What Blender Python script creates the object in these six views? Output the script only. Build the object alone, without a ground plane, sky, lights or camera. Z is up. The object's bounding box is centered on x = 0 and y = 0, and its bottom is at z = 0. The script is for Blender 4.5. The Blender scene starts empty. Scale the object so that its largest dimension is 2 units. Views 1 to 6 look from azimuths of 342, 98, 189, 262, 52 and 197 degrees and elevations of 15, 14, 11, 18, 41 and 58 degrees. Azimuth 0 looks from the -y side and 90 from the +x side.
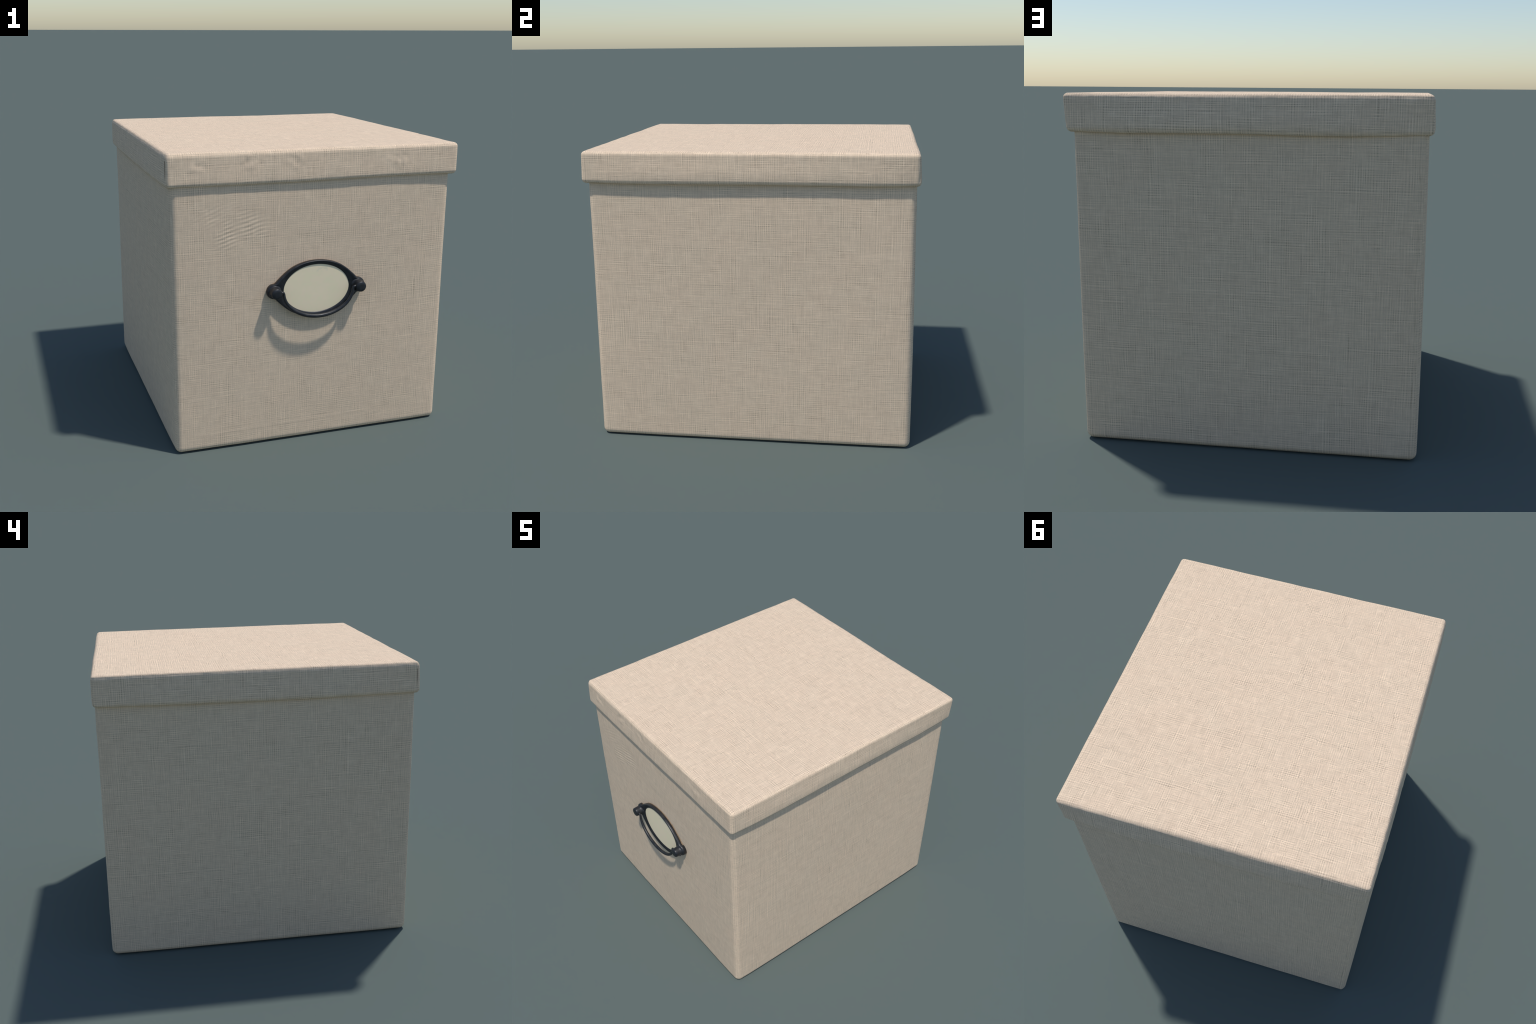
import bpy, bmesh, math
import numpy as np
from mathutils import Vector, noise

# ------------------------------------------------------------------ helpers
def smooth01(t):
    t = np.clip(t, 0.0, 1.0)
    return t * t * (3 - 2 * t)

def bump2(a, b, ca, cb, ra, rb):
    """soft elliptical window centred on (ca, cb)"""
    return smooth01(1.0 - np.sqrt(((a - ca) / ra) ** 2 + ((b - cb) / rb) ** 2))

def fbm(points, scale, seed, octaves=2):
    off = Vector((seed * 13.7, seed * 5.1, seed * 9.3))
    return np.array([noise.fractal(Vector(p) * scale + off, 1.0, 2.0, octaves) for p in points])

def new_object(name, mesh, parent, material, smooth=True):
    ob = bpy.data.objects.new(name, mesh)
    bpy.context.collection.objects.link(ob)
    ob.parent = parent
    mesh.materials.append(material)
    if smooth:
        mesh.polygons.foreach_set("use_smooth", [True] * len(mesh.polygons))
    return ob

def mesh_from(verts, faces, name):
    me = bpy.data.meshes.new(name)
    me.from_pydata([tuple(v) for v in verts], [], faces)
    me.validate()
    bm = bmesh.new()
    bm.from_mesh(me)
    bmesh.ops.remove_doubles(bm, verts=bm.verts, dist=1e-6)
    bmesh.ops.recalc_face_normals(bm, faces=bm.faces)
    bm.to_mesh(me)
    bm.free()
    return me

def axis_samples(lo, hi, radius, step, arc=7):
    """sample positions along one box edge: arcs at both ends, even steps between"""
    a = [lo + radius * (1 - math.tan(math.pi / 4 * (1 - i / arc))) for i in range(arc)]
    n = max(2, int((hi - lo - 2 * radius) / step))
    mid = [lo + radius + (hi - lo - 2 * radius) * i / n for i in range(n + 1)]
    b = [lo + hi - x for x in reversed(a)]
    return np.array(a + mid + b)

def rounded_box(half, zlo, zhi, radius, step, faces="xXyYzZ", radius_low=None):
    """Grid-faced box with rounded edges. Returns verts, faces and face tags."""
    lo = np.array([-half[0], -half[1], zlo]); hi = np.array([half[0], half[1], zhi])
    ax = [axis_samples(lo[i], hi[i], radius, step) for i in range(3)]
    verts, quads, tags = [], [], []
    for tag in faces:
        k = "xyz".index(tag.lower())
        i, j = [m for m in range(3) if m != k]
        A, B = np.meshgrid(ax[i], ax[j], indexing="ij")
        P = np.zeros(A.shape + (3,))
        P[..., i], P[..., j], P[..., k] = A, B, (hi[k] if tag.isupper() else lo[k])
        base = len(verts)
        verts.extend(P.reshape(-1, 3).tolist())
        na, nb = A.shape
        for a in range(na - 1):
            for b in range(nb - 1):
                q = [base + a * nb + b, base + (a + 1) * nb + b, base + (a + 1) * nb + b + 1, base + a * nb + b + 1]
                quads.append(q); tags.append(tag)
    V = np.array(verts)
    Q = np.clip(V, lo + radius, hi - radius)
    D = V - Q
    L = np.linalg.norm(D, axis=1, keepdims=True)
    V = Q + D / np.maximum(L, 1e-9) * radius
    return V, quads, tags

def warp_to_corners(V, half, zlo, zhi, low, high):
    """shift the box so that its 8 corners land on measured ones (bilinear in plan, linear in z).
    low / high: dict of corner offsets in plan order (-x-y, +x-y, +x+y, -x+y), each (x, y)."""
    u = (V[:, 0] / half[0] + 1) / 2; v = (V[:, 1] / half[1] + 1) / 2
    t = np.clip((V[:, 2] - zlo) / (zhi - zlo), 0, 1)
    w = [(1 - u) * (1 - v), u * (1 - v), u * v, (1 - u) * v]
    base = [(-half[0], -half[1]), (half[0], -half[1]), (half[0], half[1]), (-half[0], half[1])]
    out = V.copy()
    for k in range(4):
        for c in range(2):
            out[:, c] += w[k] * ((1 - t) * (low[k][c] - base[k][c]) + t * (high[k][c] - base[k][c]))
    return out

# ------------------------------------------------------------------ node helpers
class Tree:
    def __init__(self, name):
        self.mat = bpy.data.materials.new(name)
        self.mat.use_nodes = True
        self.nt = self.mat.node_tree
        self.nt.nodes.clear()
        self.out = self.nt.nodes.new("ShaderNodeOutputMaterial")
        self.bsdf = self.nt.nodes.new("ShaderNodeBsdfPrincipled")
        self.nt.links.new(self.bsdf.outputs[0], self.out.inputs[0])

    def put(self, sock, val):
        if isinstance(val, bpy.types.NodeSocket):
            self.nt.links.new(val, sock)
        elif val is not None:
            sock.default_value = val

    def math(self, op, a, b=None, c=None, clamp=False):
        n = self.nt.nodes.new("ShaderNodeMath"); n.operation = op; n.use_clamp = clamp
        for s, v in zip(n.inputs, (a, b, c)):
            self.put(s, v)
        return n.outputs[0]

    def vec(self, x, y, z):
        n = self.nt.nodes.new("ShaderNodeCombineXYZ")
        for s, v in zip(n.inputs, (x, y, z)):
            self.put(s, v)
        return n.outputs[0]

    def split(self, v):
        n = self.nt.nodes.new("ShaderNodeSeparateXYZ"); self.put(n.inputs[0], v)
        return n.outputs

    def noise(self, vector, scale, detail=2.0, rough=0.5):
        n = self.nt.nodes.new("ShaderNodeTexNoise"); n.noise_dimensions = "3D"
        self.put(n.inputs["Vector"], vector)
        n.inputs["Scale"].default_value = scale
        n.inputs["Detail"].default_value = detail
        n.inputs["Roughness"].default_value = rough
        return n.outputs["Fac"]

    def white(self, v):
        n = self.nt.nodes.new("ShaderNodeTexWhiteNoise"); n.noise_dimensions = "3D"
        self.put(n.inputs["Vector"], v)
        return n.outputs["Value"]

    def remap(self, v, a, b, c=0.0, d=1.0, smooth=True):
        n = self.nt.nodes.new("ShaderNodeMapRange")
        n.interpolation_type = "SMOOTHSTEP" if smooth else "LINEAR"
        for s, x in zip(n.inputs, (v, a, b, c, d)):
            self.put(s, x)
        return n.outputs[0]

    def mix(self, fac, a, b, mode="MIX"):
        n = self.nt.nodes.new("ShaderNodeMix"); n.data_type = "RGBA"; n.blend_type = mode
        self.put(n.inputs[0], fac); self.put(n.inputs[6], a); self.put(n.inputs[7], b)
        return n.outputs[2]

    def coord(self, kind="Object"):
        return self.nt.nodes.new("ShaderNodeTexCoord").outputs[kind]

    def bump(self, height, strength, distance):
        n = self.nt.nodes.new("ShaderNodeBump")
        n.inputs["Strength"].default_value = strength
        n.inputs["Distance"].default_value = distance
        self.put(n.inputs["Height"], height)
        self.put(self.bsdf.inputs["Normal"], n.outputs[0])

LINEN = (0.718, 0.564, 0.415)

def linen_material(name, pitch=0.0122, contrast=1.0, seam=False):
    """plain-woven linen: warp and weft threads that fade in and out in patches"""
    T = Tree(name)
    M = T.math
    x, y, z = T.split(T.coord("Object"))
    nx, ny, nz = T.split(T.coord("Normal"))
    ax, ay, az = (M("ABSOLUTE", s) for s in (nx, ny, nz))
    is_top = M("GREATER_THAN", az, 0.72)
    is_x = M("MULTIPLY", M("GREATER_THAN", ax, ay), M("SUBTRACT", 1.0, is_top))
    # a runs across, b runs up (or back, on top)
    a = M("ADD", M("MULTIPLY", y, is_x), M("MULTIPLY", x, M("SUBTRACT", 1.0, is_x)))
    b = M("ADD", M("MULTIPLY", y, is_top), M("MULTIPLY", z, M("SUBTRACT", 1.0, is_top)))
    # each cloth panel has its own seed
    side = M("ADD", M("MULTIPLY", is_top, 7.0), M("ADD", M("MULTIPLY", is_x, 3.1),
             M("ADD", M("MULTIPLY", M("GREATER_THAN", nx, 0.0), M("MULTIPLY", is_x, 1.7)),
               M("MULTIPLY", M("GREATER_THAN", ny, 0.0), M("MULTIPLY", M("SUBTRACT", 1.0, is_x), 1.3)))))
    flat = T.vec(a, b, side)
    # threads wander a little
    wa = M("MULTIPLY_ADD", M("SUBTRACT", T.noise(flat, 3.0, 2.0), 0.5), 0.012, a)
    wb = M("MULTIPLY_ADD", M("SUBTRACT", T.noise(T.vec(b, a, M("ADD", side, 4.4)), 3.0, 2.0), 0.5), 0.012, b)
    wa = M("MULTIPLY_ADD", M("SUBTRACT", T.noise(T.vec(M("MULTIPLY", a, 30.0), M("MULTIPLY", b, 3.0), side), 1.0, 1.0), 0.5), 0.0022, wa)
    wb = M("MULTIPLY_ADD", M("SUBTRACT", T.noise(T.vec(M("MULTIPLY", b, 30.0), M("MULTIPLY", a, 3.0), M("ADD", side, 2.0)), 1.0, 1.0), 0.5), 0.0022, wb)

    def threads(across, along, seed):
        """one set of parallel threads: pale ridges, unevenly spaced, whose strength comes and goes along their length"""
        uneven = M("SUBTRACT", T.noise(T.vec(M("MULTIPLY", across, 37.0), M("MULTIPLY", along, 0.6), M("ADD", side, seed + 2)), 1.0, 2.0), 0.5)
        u = M("MULTIPLY_ADD", uneven, 1.5, M("DIVIDE", across, pitch))
        cell = M("FLOOR", u)
        ridge = M("COSINE", M("MULTIPLY", M("SUBTRACT", M("FRACT", u), 0.5), 2 * math.pi))
        own = T.noise(T.vec(M("MULTIPLY", cell, 5.37), M("MULTIPLY", along, 8.5), M("ADD", side, seed)), 1.0, 2.0, 0.6)
        group = T.noise(T.vec(M("MULTIPLY", cell, 0.23), M("MULTIPLY", along, 5.0), M("ADD", side, seed + 5.5)), 1.0, 1.0)
        amp = T.remap(M("MULTIPLY_ADD", group, 0.45, own), 0.60, 0.95, 0.12, 1.3)
        streak = M("SUBTRACT", T.noise(T.vec(M("MULTIPLY", across, 150.0), M("MULTIPLY", along, 9.0), M("ADD", side, seed + 9)), 1.0, 2.0, 0.6), 0.5)
        return M("MULTIPLY", ridge, amp), streak

    v, sv = threads(wa, wb, 11.0)
    h, sh = threads(wb, wa, 23.0)
    weave = M("ADD", v, h)
    slub = M("ADD", sv, sh)
    fine = M("SUBTRACT", T.noise(flat, 150.0, 2.0, 0.6), 0.5)
    cloud = M("SUBTRACT", T.noise(flat, 20.0, 4.0, 0.65), 0.5)
    tone = M("MULTIPLY_ADD", weave, 0.110 * contrast, 1.0)
    tone = M("MULTIPLY_ADD", slub, 0.30 * contrast, tone)
    tone = M("MULTIPLY_ADD", fine, 0.16 * contrast, tone)
    tone = M("MULTIPLY_ADD", cloud, 0.26 * contrast, tone)
    # dark pinholes where two gaps cross
    hole = T.remap(weave, -0.8, -1.6, 0.0, 0.15 * contrast)
    tone = M("SUBTRACT", tone, hole)
    # faint warm and cool drifts of the dye
    hue = T.noise(flat, 5.0, 3.0, 0.6)
    warm = tuple(c * k for c, k in zip(LINEN, (1.006, 0.997, 0.994))) + (1,)
    cool = tuple(c * k for c, k in zip(LINEN, (0.997, 1.000, 1.000))) + (1,)
    col = T.mix(T.remap(hue, 0.35, 0.65), warm, cool)
    grey = T.vec(tone, tone, tone)
    col = T.mix(1.0, col, grey, "MULTIPLY")
    if seam:
        # brownish raw edge of the lapped cloth on the rear face
        off = M("ADD", M("SUBTRACT", x, -0.822), M("ADD", M("MULTIPLY", M("SINE", M("MULTIPLY", z, 9.0)), -0.004), M("MULTIPLY", M("SINE", M("MULTIPLY", z, 23.0)), -0.003)))
        line = T.remap(M("ABSOLUTE", M("SUBTRACT", off, 0.002)), 0.001, 0.004, 1.0, 0.0)
        frayed = T.remap(T.noise(T.vec(0.0, 0.0, z), 12.0, 3.0), 0.35, 0.65, 0.04, 0.28)
        line = M("MULTIPLY", M("MULTIPLY", line, M("GREATER_THAN", y, 0.9)), frayed)
        col = T.mix(line, col, (0.22, 0.155, 0.10, 1))
    T.put(T.bsdf.inputs["Base Color"], col)
    T.bsdf.inputs["Roughness"].default_value = 0.92
    T.bsdf.inputs["Specular IOR Level"].default_value = 0.15
    height = M("ADD", M("MULTIPLY", weave, 0.13), M("ADD", M("MULTIPLY", slub, 0.15), M("MULTIPLY", fine, 0.7)))
    T.bump(height, 0.16, 0.0035)
    return T.mat

def metal_material():
    T = Tree("blackened_iron")
    c = T.coord("Object")
    n = T.noise(c, 22.0, 4.0, 0.6)
    col = T.mix(T.remap(n, 0.40, 0.75), (0.017, 0.019, 0.024, 1), (0.034, 0.035, 0.038, 1))
    worn = T.noise(c, 45.0, 3.0, 0.7)
    col = T.mix(T.remap(worn, 0.68, 0.80, 0.0, 0.3), col, (0.060, 0.046, 0.040, 1))
    T.put(T.bsdf.inputs["Base Color"], col)
    T.bsdf.inputs["Metallic"].default_value = 0.25
    T.put(T.bsdf.inputs["Roughness"], T.remap(n, 0.3, 0.7, 0.34, 0.5))
    T.bsdf.inputs["Specular IOR Level"].default_value = 0.5
    T.bump(T.noise(c, 90.0, 2.0), 0.12, 0.002)
    return T.mat

def paper_material():
    T = Tree("aged_label_paper")
    c = T.coord("Object")
    x, y, z = T.split(c)
    n = T.noise(c, 14.0, 4.0, 0.6)
    col = T.mix(T.remap(n, 0.35, 0.65), (0.90, 0.79, 0.545, 1), (0.93, 0.785, 0.56, 1))
    # scuffed mark near the upper edge
    near = T.remap(T.math("ABSOLUTE", T.math("SUBTRACT", z, 0.112)), 0.004, 0.020, 1.0, 0.0)
    wide = T.remap(T.math("ABSOLUTE", T.math("SUBTRACT", x, 0.03)), 0.03, 0.07, 1.0, 0.0)
    blot = T.noise(c, 55.0, 2.0, 0.5)
    scuff = T.math("MULTIPLY", T.math("MULTIPLY", near, wide), T.remap(blot, 0.45, 0.6))
    col = T.mix(T.math("MULTIPLY", scuff, 0.45), col, (0.70, 0.66, 0.50, 1))
    T.put(T.bsdf.inputs["Base Color"], col)
    T.bsdf.inputs["Roughness"].default_value = 0.7
    T.bsdf.inputs["Specular IOR Level"].default_value = 0.3
    return T.mat

def plain_material(name, colour, rough=0.8):
    T = Tree(name)
    n = T.noise(T.coord("Object"), 60.0, 3.0, 0.6)
    col = T.mix(T.remap(n, 0.3, 0.7), tuple(c * 0.85 for c in colour) + (1,), tuple(c * 1.1 for c in colour) + (1,))
    T.put(T.bsdf.inputs["Base Color"], col)
    T.bsdf.inputs["Roughness"].default_value = rough
    return T.mat

MAT_BODY = linen_material("linen_cloth_body", contrast=0.90, seam=True)
MAT_LID = linen_material("linen_cloth_lid", contrast=1.08)
MAT_IRON = metal_material()
MAT_PAPER = paper_material()
MAT_BROWN = plain_material("plain_brown", (0.20, 0.14, 0.085))
MAT_SLIT_STRIP = plain_material("slit_dark_brown", (0.24, 0.18, 0.13))

# ------------------------------------------------------------------ the thing
root = bpy.data.objects.new("storage_box", None)
bpy.context.collection.objects.link(root)
root["label"] = "beige linen covered storage box with lid and dark oval label handle"
root["category"] = "storage box"

# ---- body -------------------------------------------------------------------
BODY_HALF, BODY_TOP, R_BODY = (0.84, 0.93), 1.66, 0.036
BODY_LOW = [(-0.846, -0.911), (0.830, -0.902), (0.831, 0.969), (-0.852, 0.963)]
BODY_HIGH = [(-0.854, -0.915), (0.840, -0.907), (0.841, 0.964), (-0.851, 0.960)]

def build_body():
    V, F, tags = rounded_box(BODY_HALF, 0.0, BODY_TOP + 0.10, R_BODY, 0.0062, "xXyYz")
    V = warp_to_corners(V, BODY_HALF, 0.0, BODY_TOP, BODY_LOW, BODY_HIGH)
    me = mesh_from(V, F, "box_body")
    n = len(me.vertices)
    co = np.empty(n * 3); me.vertices.foreach_get("co", co); co = co.reshape(-1, 3)
    no = np.array([v.normal[:] for v in me.vertices])
    X, Y, Z = co.T
    d = 0.0018 * fbm(co, 1.6, 3) + 0.0005 * fbm(co, 9.0, 5)
    front = smooth01((-no[:, 1] - 0.5) * 3); back = smooth01((no[:, 1] - 0.5) * 3)
    left = smooth01((-no[:, 0] - 0.5) * 3); right = smooth01((no[:, 0] - 0.5) * 3)
    # boards belly outwards between their edges
    tx = np.clip((X + 0.01) / 0.84, -1, 1); ty = np.clip((Y - 0.03) / 0.93, -1, 1)
    belly = (1 - np.abs(np.clip(Z / 0.83 - 1, -1, 1)) ** 3)
    flat_x, flat_y = np.clip(1 - tx ** 6, 0, 1), np.clip(1 - ty ** 6, 0, 1)
    d += front * (0.005 + 0.006 * belly) * flat_x
    d += right * (0.006 + 0.007 * belly) * flat_y
    d += left * (0.003 * flat_y + 0.010 * belly * np.clip(1 - ty ** 2, 0, 1))
    d += back * 0.006 * belly * flat_x
    # puckered cloth, upper left of the front
    win = bump2(X, Z, -0.53, 1.33, 0.34, 0.18)
    across = (Z - 1.33) - 0.33 * (X + 0.53) + 0.35 * (X + 0.53) ** 2 + 0.014 * fbm(co, 5.0, 7)
    d += front * win * 0.0017 * np.sin(across * 2 * math.pi / 0.024) * np.clip(0.45 + 1.3 * fbm(co, 7.0, 8), 0, 1)
    # faint fold line above the bottom edge, front and left
    fold = np.exp(-((Z - 0.105 - 0.02 * (X + 0.4)) / 0.006) ** 2) * smooth01((0.62 - np.abs(X + 0.15)) * 6)
    d += front * 0.0006 * fold
    fold = np.exp(-((Z - 0.115) / 0.006) ** 2)
    d -= left * 0.0006 * fold
    # cloth lapped round the back corner and glued on the rear face
    edge = -0.822 + 0.004 * np.sin(Z * 9.0) + 0.003 * np.sin(Z * 23.0)
    lap = smooth01((edge - X) / 0.006)
    d += back * 0.0018 * lap
    co = co + no * d[:, None]
    co[:, 2] = np.maximum(co[:, 2], 0.0)
    me.vertices.foreach_set("co", co.ravel())
    # open the top, keep the wall below the lid's ceiling and give it thickness
    bm = bmesh.new(); bm.from_mesh(me)
    bmesh.ops.delete(bm, geom=[f for f in bm.faces if f.calc_center_median().z > BODY_TOP], context="FACES")
    rim = [e for e in bm.edges if e.is_boundary]
    ext = bmesh.ops.extrude_edge_only(bm, edges=rim)
    inner = [g for g in ext["geom"] if isinstance(g, bmesh.types.BMVert)]
    for v in inner:
        v.co.x -= math.copysign(0.02, v.co.x) if abs(v.co.x) > 0.79 else 0
        v.co.y -= math.copysign(0.02, v.co.y) if abs(v.co.y) > 0.86 else 0
    rim2 = [e for e in ext["geom"] if isinstance(e, bmesh.types.BMEdge)]
    ext = bmesh.ops.extrude_edge_only(bm, edges=rim2)
    for g in ext["geom"]:
        if isinstance(g, bmesh.types.BMVert):
            g.co.z = 0.03
    rim3 = [e for e in ext["geom"] if isinstance(e, bmesh.types.BMEdge)]
    bmesh.ops.contextual_create(bm, geom=rim3)
    bmesh.ops.recalc_face_normals(bm, faces=bm.faces)
    bm.to_mesh(me); bm.free()
    return new_object("box_body", me, root, MAT_BODY)

body = build_body()

# ---- lid ----------------------------------------------------------------------
LID_HALF, LID_LOW_Z, LID_TOP_Z, R_LID = (0.87, 0.95), 1.569, 1.752, 0.025
LID_LOW = [(-0.877, -0.936), (0.872, -0.934), (0.868, 0.984), (-0.877, 0.972)]
LID_HIGH = [(-0.874, -0.930), (0.877, -0.929), (0.884, 0.978), (-0.875, 0.975)]

def build_lid():
    V, F, tags = rounded_box(LID_HALF, LID_LOW_Z, LID_TOP_Z, R_LID, 0.010)
    keep = []
    for f, t in zip(F, tags):
        if t == "z":
            c = V[f].mean(0)
            if abs(c[0]) < LID_HALF[0] - 0.030 and abs(c[1]) < LID_HALF[1] - 0.030:
                continue
        keep.append(f)
    V = warp_to_corners(V, LID_HALF, LID_LOW_Z, LID_TOP_Z, LID_LOW, LID_HIGH)
    me = mesh_from(V, keep, "lid")
    n = len(me.vertices)
    co = np.empty(n * 3); me.vertices.foreach_get("co", co); co = co.reshape(-1, 3)
    no = np.array([v.normal[:] for v in me.vertices])
    X, Y, Z = co.T
    d = 0.0022 * fbm(co, 1.8, 13) + 0.0010 * fbm(co, 8.0, 15)
    front = smooth01((-no[:, 1] - 0.4) * 3); back = smooth01((no[:, 1] - 0.4) * 3)
    left = smooth01((-no[:, 0] - 0.4) * 3); right = smooth01((no[:, 0] - 0.4) * 3)
    top = smooth01((no[:, 2] - 0.5) * 3)
    # wrinkled glue spots on the front and right skirts
    rough = fbm(co, 34.0, 21, 3)
    for (cx, cz, rx, rz) in ((-0.40, 1.69, 0.10, 0.07), (-0.12, 1.68, 0.12, 0.07), (0.48, 1.66, 0.12, 0.08), (-0.72, 1.67, 0.12, 0.07)):
        d += front * bump2(X, Z, cx, cz, rx, rz) * 0.0045 * rough
    for (cy, cz, ry, rz) in ((0.24, 1.70, 0.16, 0.06), (-0.55, 1.67, 0.20, 0.07), (0.85, 1.67, 0.14, 0.09)):
        d += right * bump2(Y, Z, cy, cz, ry, rz) * 0.0018 * rough
    d += (left + back) * 0.0012 * rough
    # a thread-thin ridge on top, running front to back
    ridge = np.exp(-((X - 0.435 - 0.028 * (Y - 0.08)) / 0.006) ** 2) * smooth01((0.46 - np.abs(Y - 0.08)) * 8)
    d += top * 0.0016 * ridge
    # right-hand top edge stands a touch prouder behind this point
    d += top * 0.0015 * smooth01((Y + 0.47) / 0.02) * smooth01((X - 0.55) / 0.25)
    # skirts belly out a little, top crowns up, right edge and rear right corner sag
    tx = np.clip(X / 0.87, -1, 1); ty = np.clip((Y - 0.025) / 0.95, -1, 1)
    hang = smooth01((LID_TOP_Z - Z) / 0.15)
    d += hang * (1 - np.abs(tx) ** 4) * (front * 0.005 + back * 0.015) + hang * (1 - np.abs(ty) ** 4) * (right * 0.013 + left * 0.009)
    u, v = (tx + 1) / 2, (ty + 1) / 2
    d += top * (0.003 * (1 - tx ** 2) * (1 - ty ** 2) + (1 - u) * (1 - v) * 0.002 + u * (1 - v) * -0.001 - u * v * 0.002 + (1 - u) * v * 0.003)
    co = co + no * d[:, None]
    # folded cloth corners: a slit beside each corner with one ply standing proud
    def slit(face, coord, at, width, depth, ply, sign):
        t = (coord - at) * sign
        groove = np.exp(-(t / width) ** 2)
        zwin = smooth01((Z - LID_LOW_Z - 0.012) / 0.02) * smooth01((LID_TOP_Z - 0.022 - Z) / 0.02)
        proud = smooth01(t / 0.004)
        return face * zwin * (-depth * groove + ply * proud)
    e = np.zeros(n)
    sx = smooth01((-no[:, 0] - 0.1) * 4); sX = smooth01((no[:, 0] - 0.1) * 4)
    sy = smooth01((-no[:, 1] - 0.1) * 4); sY = smooth01((no[:, 1] - 0.1) * 4)
    e += slit(sx, Y, -0.915, 0.0035, 0.0025, 0.001, -1)
    e += slit(sY, X, 0.864, 0.0045, 0.0025, 0.001, -1)
    co = co + no * e[:, None]
    # the skirt hangs a little lower at the front, with a gently wavy hem
    drop = np.clip((1.70 - co[:, 2]) / 0.13, 0, 1)
    co[:, 2] -= drop * (0.003 * np.clip(0.5 - 0.6 * ty, 0, 1) * (0.5 - 0.5 * tx) + 0.0020 * np.sin(co[:, 0] * 5.3 + co[:, 1] * 4.1))
    me.vertices.foreach_set("co", co.ravel())
    bm = bmesh.new(); bm.from_mesh(me)
    rim = [ed for ed in bm.edges if ed.is_boundary]
    ext = bmesh.ops.extrude_edge_only(bm, edges=rim)
    for g in ext["geom"]:
        if isinstance(g, bmesh.types.BMVert):
            g.co.z = BODY_TOP + 0.012
    rim2 = [g for g in ext["geom"] if isinstance(g, bmesh.types.BMEdge)]
    bmesh.ops.contextual_create(bm, geom=rim2)
    bmesh.ops.recalc_face_normals(bm, faces=bm.faces)
    bm.to_mesh(me); bm.free()
    return new_object("lid", me, root, MAT_LID)

lid = build_lid()

def build_slit_strip(points, width, out):
    """thin dark brown strip standing in a lid corner slit.
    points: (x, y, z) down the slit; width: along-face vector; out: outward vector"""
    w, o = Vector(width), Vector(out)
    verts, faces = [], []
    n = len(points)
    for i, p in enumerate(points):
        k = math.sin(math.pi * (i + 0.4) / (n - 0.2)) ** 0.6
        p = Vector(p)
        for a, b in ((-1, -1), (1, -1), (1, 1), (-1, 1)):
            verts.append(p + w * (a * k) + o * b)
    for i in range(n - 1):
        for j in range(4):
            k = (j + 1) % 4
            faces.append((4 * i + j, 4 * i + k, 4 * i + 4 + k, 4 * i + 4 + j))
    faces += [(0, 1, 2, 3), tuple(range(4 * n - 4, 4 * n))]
    return new_object("slit_dark_strip", mesh_from(verts, faces, "slit_dark_strip"), lid, MAT_SLIT_STRIP, smooth=False)

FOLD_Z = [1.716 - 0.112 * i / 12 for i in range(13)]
build_slit_strip([(-0.8735, -0.9120 - 0.0015 * math.sin((z - 1.59) * 20), z) for z in FOLD_Z], (0, 0.0008, 0), (0.0022, 0, 0))

# ---- label holder: oval frame, card, posts, bail -------------------------------
HX, HZ, FRONT_Y = -0.008, 0.9455, -0.918      # centre of the oval, front wall plane
IN_A, IN_B = 0.199, 0.1425                    # opening
OUT_A, OUT_B = 0.240, 0.168                  # rim
POST_X, POST_R, LUG_R = 0.258, 0.031, 0.044

holder = bpy.data.objects.new("label_holder", None)
bpy.context.collection.objects.link(holder)
holder.parent = root
holder.location = (HX, 0, HZ)

def oval_radius(a, b, th):
    return a * b / math.hypot(b * math.cos(th), a * math.sin(th))

def rim_radius(th):
    """outline of the frame: oval flowing into a round lug at each side"""
    e = oval_radius(OUT_A, OUT_B, th)
    t = abs(math.atan2(math.sin(th), abs(math.cos(th))))
    s = POST_X * math.sin(t)
    lug = POST_X * math.cos(t) + math.sqrt(max(LUG_R ** 2 - s * s, 0)) if s < LUG_R else 0.0
    flare = e + 0.030 * math.exp(-(t / 0.27) ** 2)
    return max(lug, flare)

def build_frame():
    n = 256
    prof = [(0.00, -0.003), (0.00, -0.021), (0.05, -0.0245), (0.30, -0.0265), (0.55, -0.0290), (0.74, -0.0312),
            (0.86, -0.0316), (0.94, -0.029), (0.985, -0.024), (1.00, -0.019), (1.00, -0.008)]
    verts, faces = [], []
    for i in range(n):
        th = 2 * math.pi * i / n
        ri, ro = oval_radius(IN_A, IN_B, th), rim_radius(th)
        for t, dy in prof:
            r = ri + (ro - ri) * t
            verts.append((r * math.cos(th), FRONT_Y + dy, r * math.sin(th)))
    m = len(prof)
    for i in range(n):
        for j in range(m):
            k, l = (i + 1) % n, (j + 1) % m
            faces.append((i * m + j, k * m + j, k * m + l, i * m + l))
    return new_object("frame", mesh_from(verts, faces, "frame"), holder, MAT_IRON)

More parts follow.
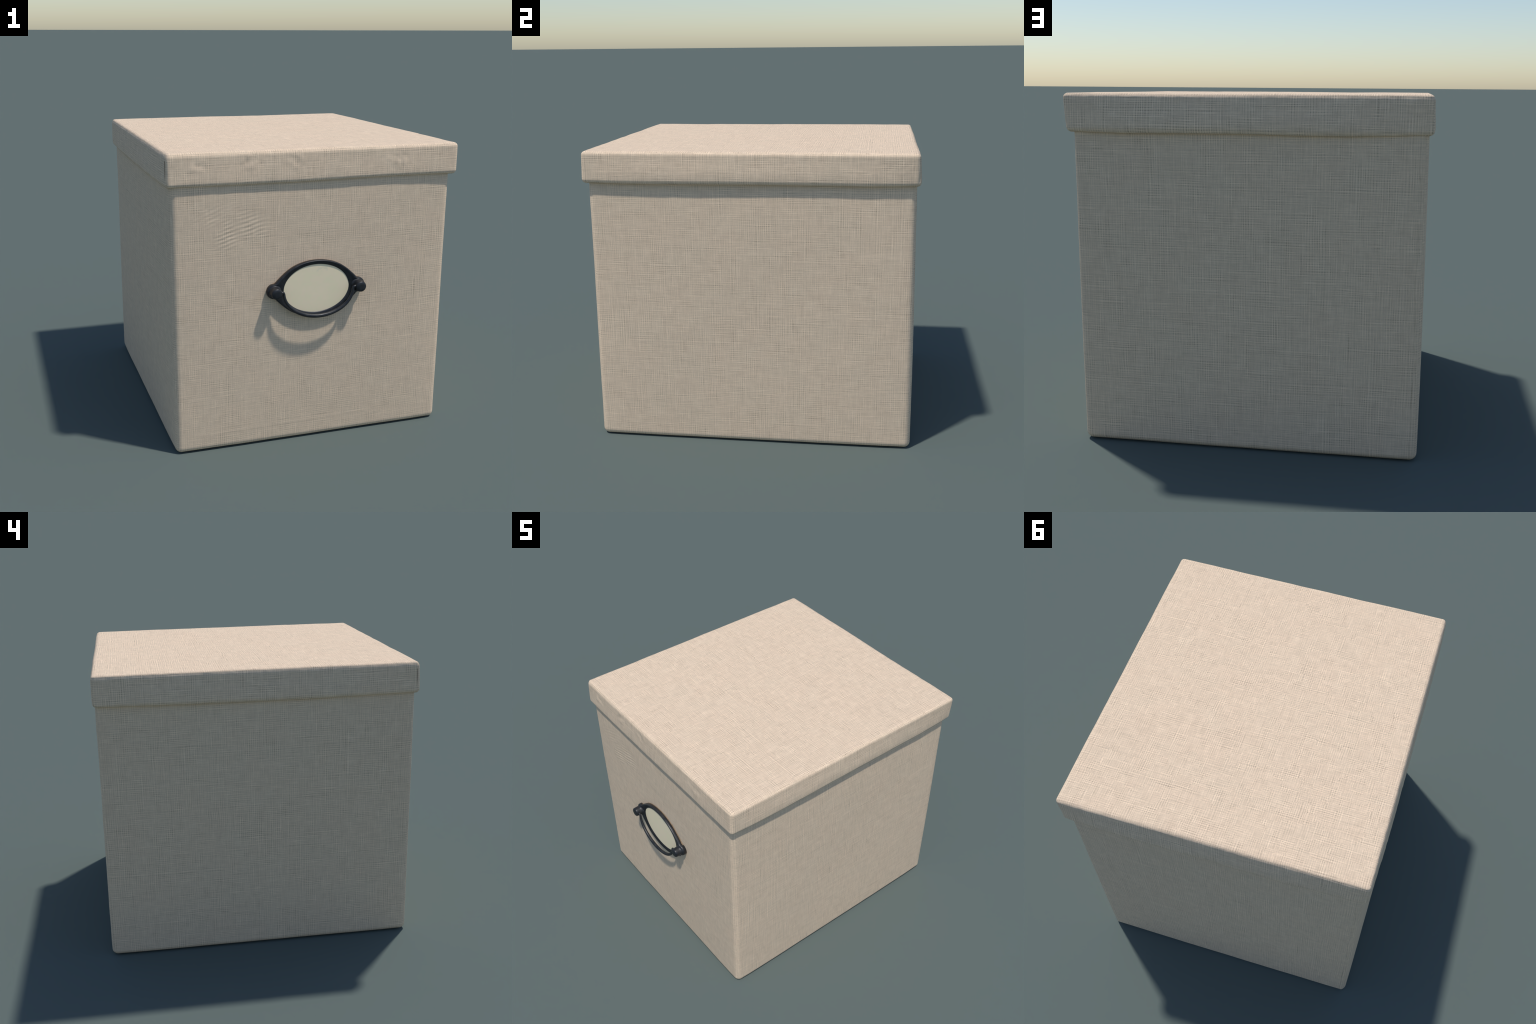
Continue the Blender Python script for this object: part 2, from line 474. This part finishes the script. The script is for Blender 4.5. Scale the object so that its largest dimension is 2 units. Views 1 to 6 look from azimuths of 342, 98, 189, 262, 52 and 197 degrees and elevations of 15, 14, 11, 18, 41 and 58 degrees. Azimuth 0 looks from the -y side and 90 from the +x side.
def build_plate(name, a, b, y_back, y_front, mat, outline=None, n=160, bevel=0.0015):
    verts, faces = [], []
    rings = [(1.0, y_back), (1.0, y_front + bevel), (1 - bevel / 0.15, y_front), (0.5, y_front)]
    for s, y in rings:
        for i in range(n):
            th = 2 * math.pi * i / n
            r = (outline(th) if outline else oval_radius(a, b, th)) * s
            verts.append((r * math.cos(th), y, r * math.sin(th)))
    for j in range(len(rings) - 1):
        for i in range(n):
            k = (i + 1) % n
            faces.append((j * n + i, j * n + k, (j + 1) * n + k, (j + 1) * n + i))
    faces.append(tuple(range((len(rings) - 1) * n, len(rings) * n)))
    faces.append(tuple(reversed(range(n))))
    return new_object(name, mesh_from(verts, faces, name), holder, mat, smooth=False)

def lathe_y(name, profile, parent, mat, n=48):
    """profile: (radius, y) pairs, turned about the y axis"""
    verts, faces = [], []
    for r, y in profile:
        for i in range(n):
            th = 2 * math.pi * i / n
            verts.append((r * math.cos(th), y, r * math.sin(th)))
    for j in range(len(profile) - 1):
        for i in range(n):
            k = (i + 1) % n
            faces.append((j * n + i, j * n + k, (j + 1) * n + k, (j + 1) * n + i))
    faces.append(tuple(range(n)))
    faces.append(tuple(range((len(profile) - 1) * n, len(profile) * n)))
    me = mesh_from(verts, faces, name)
    return me

build_frame()
build_plate("brown_oval_plate", 0, 0, FRONT_Y + 0.012, FRONT_Y - 0.0075, MAT_BROWN,
            outline=lambda th: min(rim_radius(th), oval_radius(OUT_A + 0.055, OUT_B, th)) * 0.995)
build_plate("label_card", IN_A + 0.006, IN_B + 0.006, FRONT_Y - 0.008, FRONT_Y - 0.0222, MAT_PAPER)

post_profile = [(0.043, FRONT_Y + 0.004), (0.0435, FRONT_Y - 0.020), (0.0415, FRONT_Y - 0.027), (0.0365, FRONT_Y - 0.0305),
                (0.0335, FRONT_Y - 0.034), (0.0325, FRONT_Y - 0.045), (0.0322, FRONT_Y - 0.060), (0.0318, FRONT_Y - 0.071),
                (0.0300, FRONT_Y - 0.0770), (0.0255, FRONT_Y - 0.0805), (0.0140, FRONT_Y - 0.0818), (0.002, FRONT_Y - 0.0820)]
post_mesh = lathe_y("handle_post", post_profile, holder, MAT_IRON)
post_mesh.materials.append(MAT_IRON)
post_mesh.polygons.foreach_set("use_smooth", [True] * len(post_mesh.polygons))
rivet_mesh = bpy.data.meshes.new("rivet")
bm = bmesh.new()
bmesh.ops.create_uvsphere(bm, u_segments=20, v_segments=12, radius=0.0075)
bm.to_mesh(rivet_mesh); bm.free()
rivet_mesh.materials.append(MAT_IRON)
rivet_mesh.polygons.foreach_set("use_smooth", [True] * len(rivet_mesh.polygons))
for s in (-1, 1):
    p = bpy.data.objects.new("handle_post", post_mesh)
    bpy.context.collection.objects.link(p)
    p.parent = holder
    p.location = (s * POST_X, 0, 0)
    r = bpy.data.objects.new("rivet", rivet_mesh)
    bpy.context.collection.objects.link(r)
    r.parent = holder
    r.location = (s * (POST_X + 0.0295), FRONT_Y - 0.047, -0.0125)

def build_bail():
    """hanging half-oval pull, pivoted in the inner sides of the two posts"""
    path, rad = [], []
    A, B, y0 = 0.213, 0.149, FRONT_Y - 0.061
    for i in range(6):
        path.append((-0.236 + 0.004 * i, y0, 0.002)); rad.append(0.0085)
    N = 72
    for i in range(N + 1):
        th = math.pi + math.pi * i / N
        k = math.sin(math.pi * i / N)
        path.append((A * math.cos(th) * (1 + 0.00 * k), y0 - 0.008 * k, B * math.sin(th) * (abs(math.sin(th)) ** 0.0) - 0.004))
        rad.append(0.0080 + 0.0036 * k)
    for i in range(6):
        path.append((0.216 + 0.004 * i, y0, 0.002)); rad.append(0.0085)
    P = np.array(path)
    for _ in range(2):                       # ease the little knees at both ends
        P[1:-1] = 0.25 * P[:-2] + 0.5 * P[1:-1] + 0.25 * P[2:]
    Tn = np.gradient(P, axis=0); Tn /= np.linalg.norm(Tn, axis=1, keepdims=True)
    m = 20; verts, faces = [], []
    yv = np.array([0, 1.0, 0])
    for p, t, r in zip(P, Tn, rad):
        b1 = np.cross(t, yv); b1 /= np.linalg.norm(b1); b2 = np.cross(b1, t)
        for j in range(m):
            a = 2 * math.pi * j / m
            verts.append(p + r * (math.cos(a) * b1 + math.sin(a) * b2))
    for i in range(len(P) - 1):
        for j in range(m):
            k = (j + 1) % m
            faces.append((i * m + j, i * m + k, (i + 1) * m + k, (i + 1) * m + j))
    faces.append(tuple(range(m))); faces.append(tuple(range((len(P) - 1) * m, len(P) * m)))
    return new_object("bail_handle", mesh_from(verts, faces, "bail_handle"), holder, MAT_IRON)

build_bail()
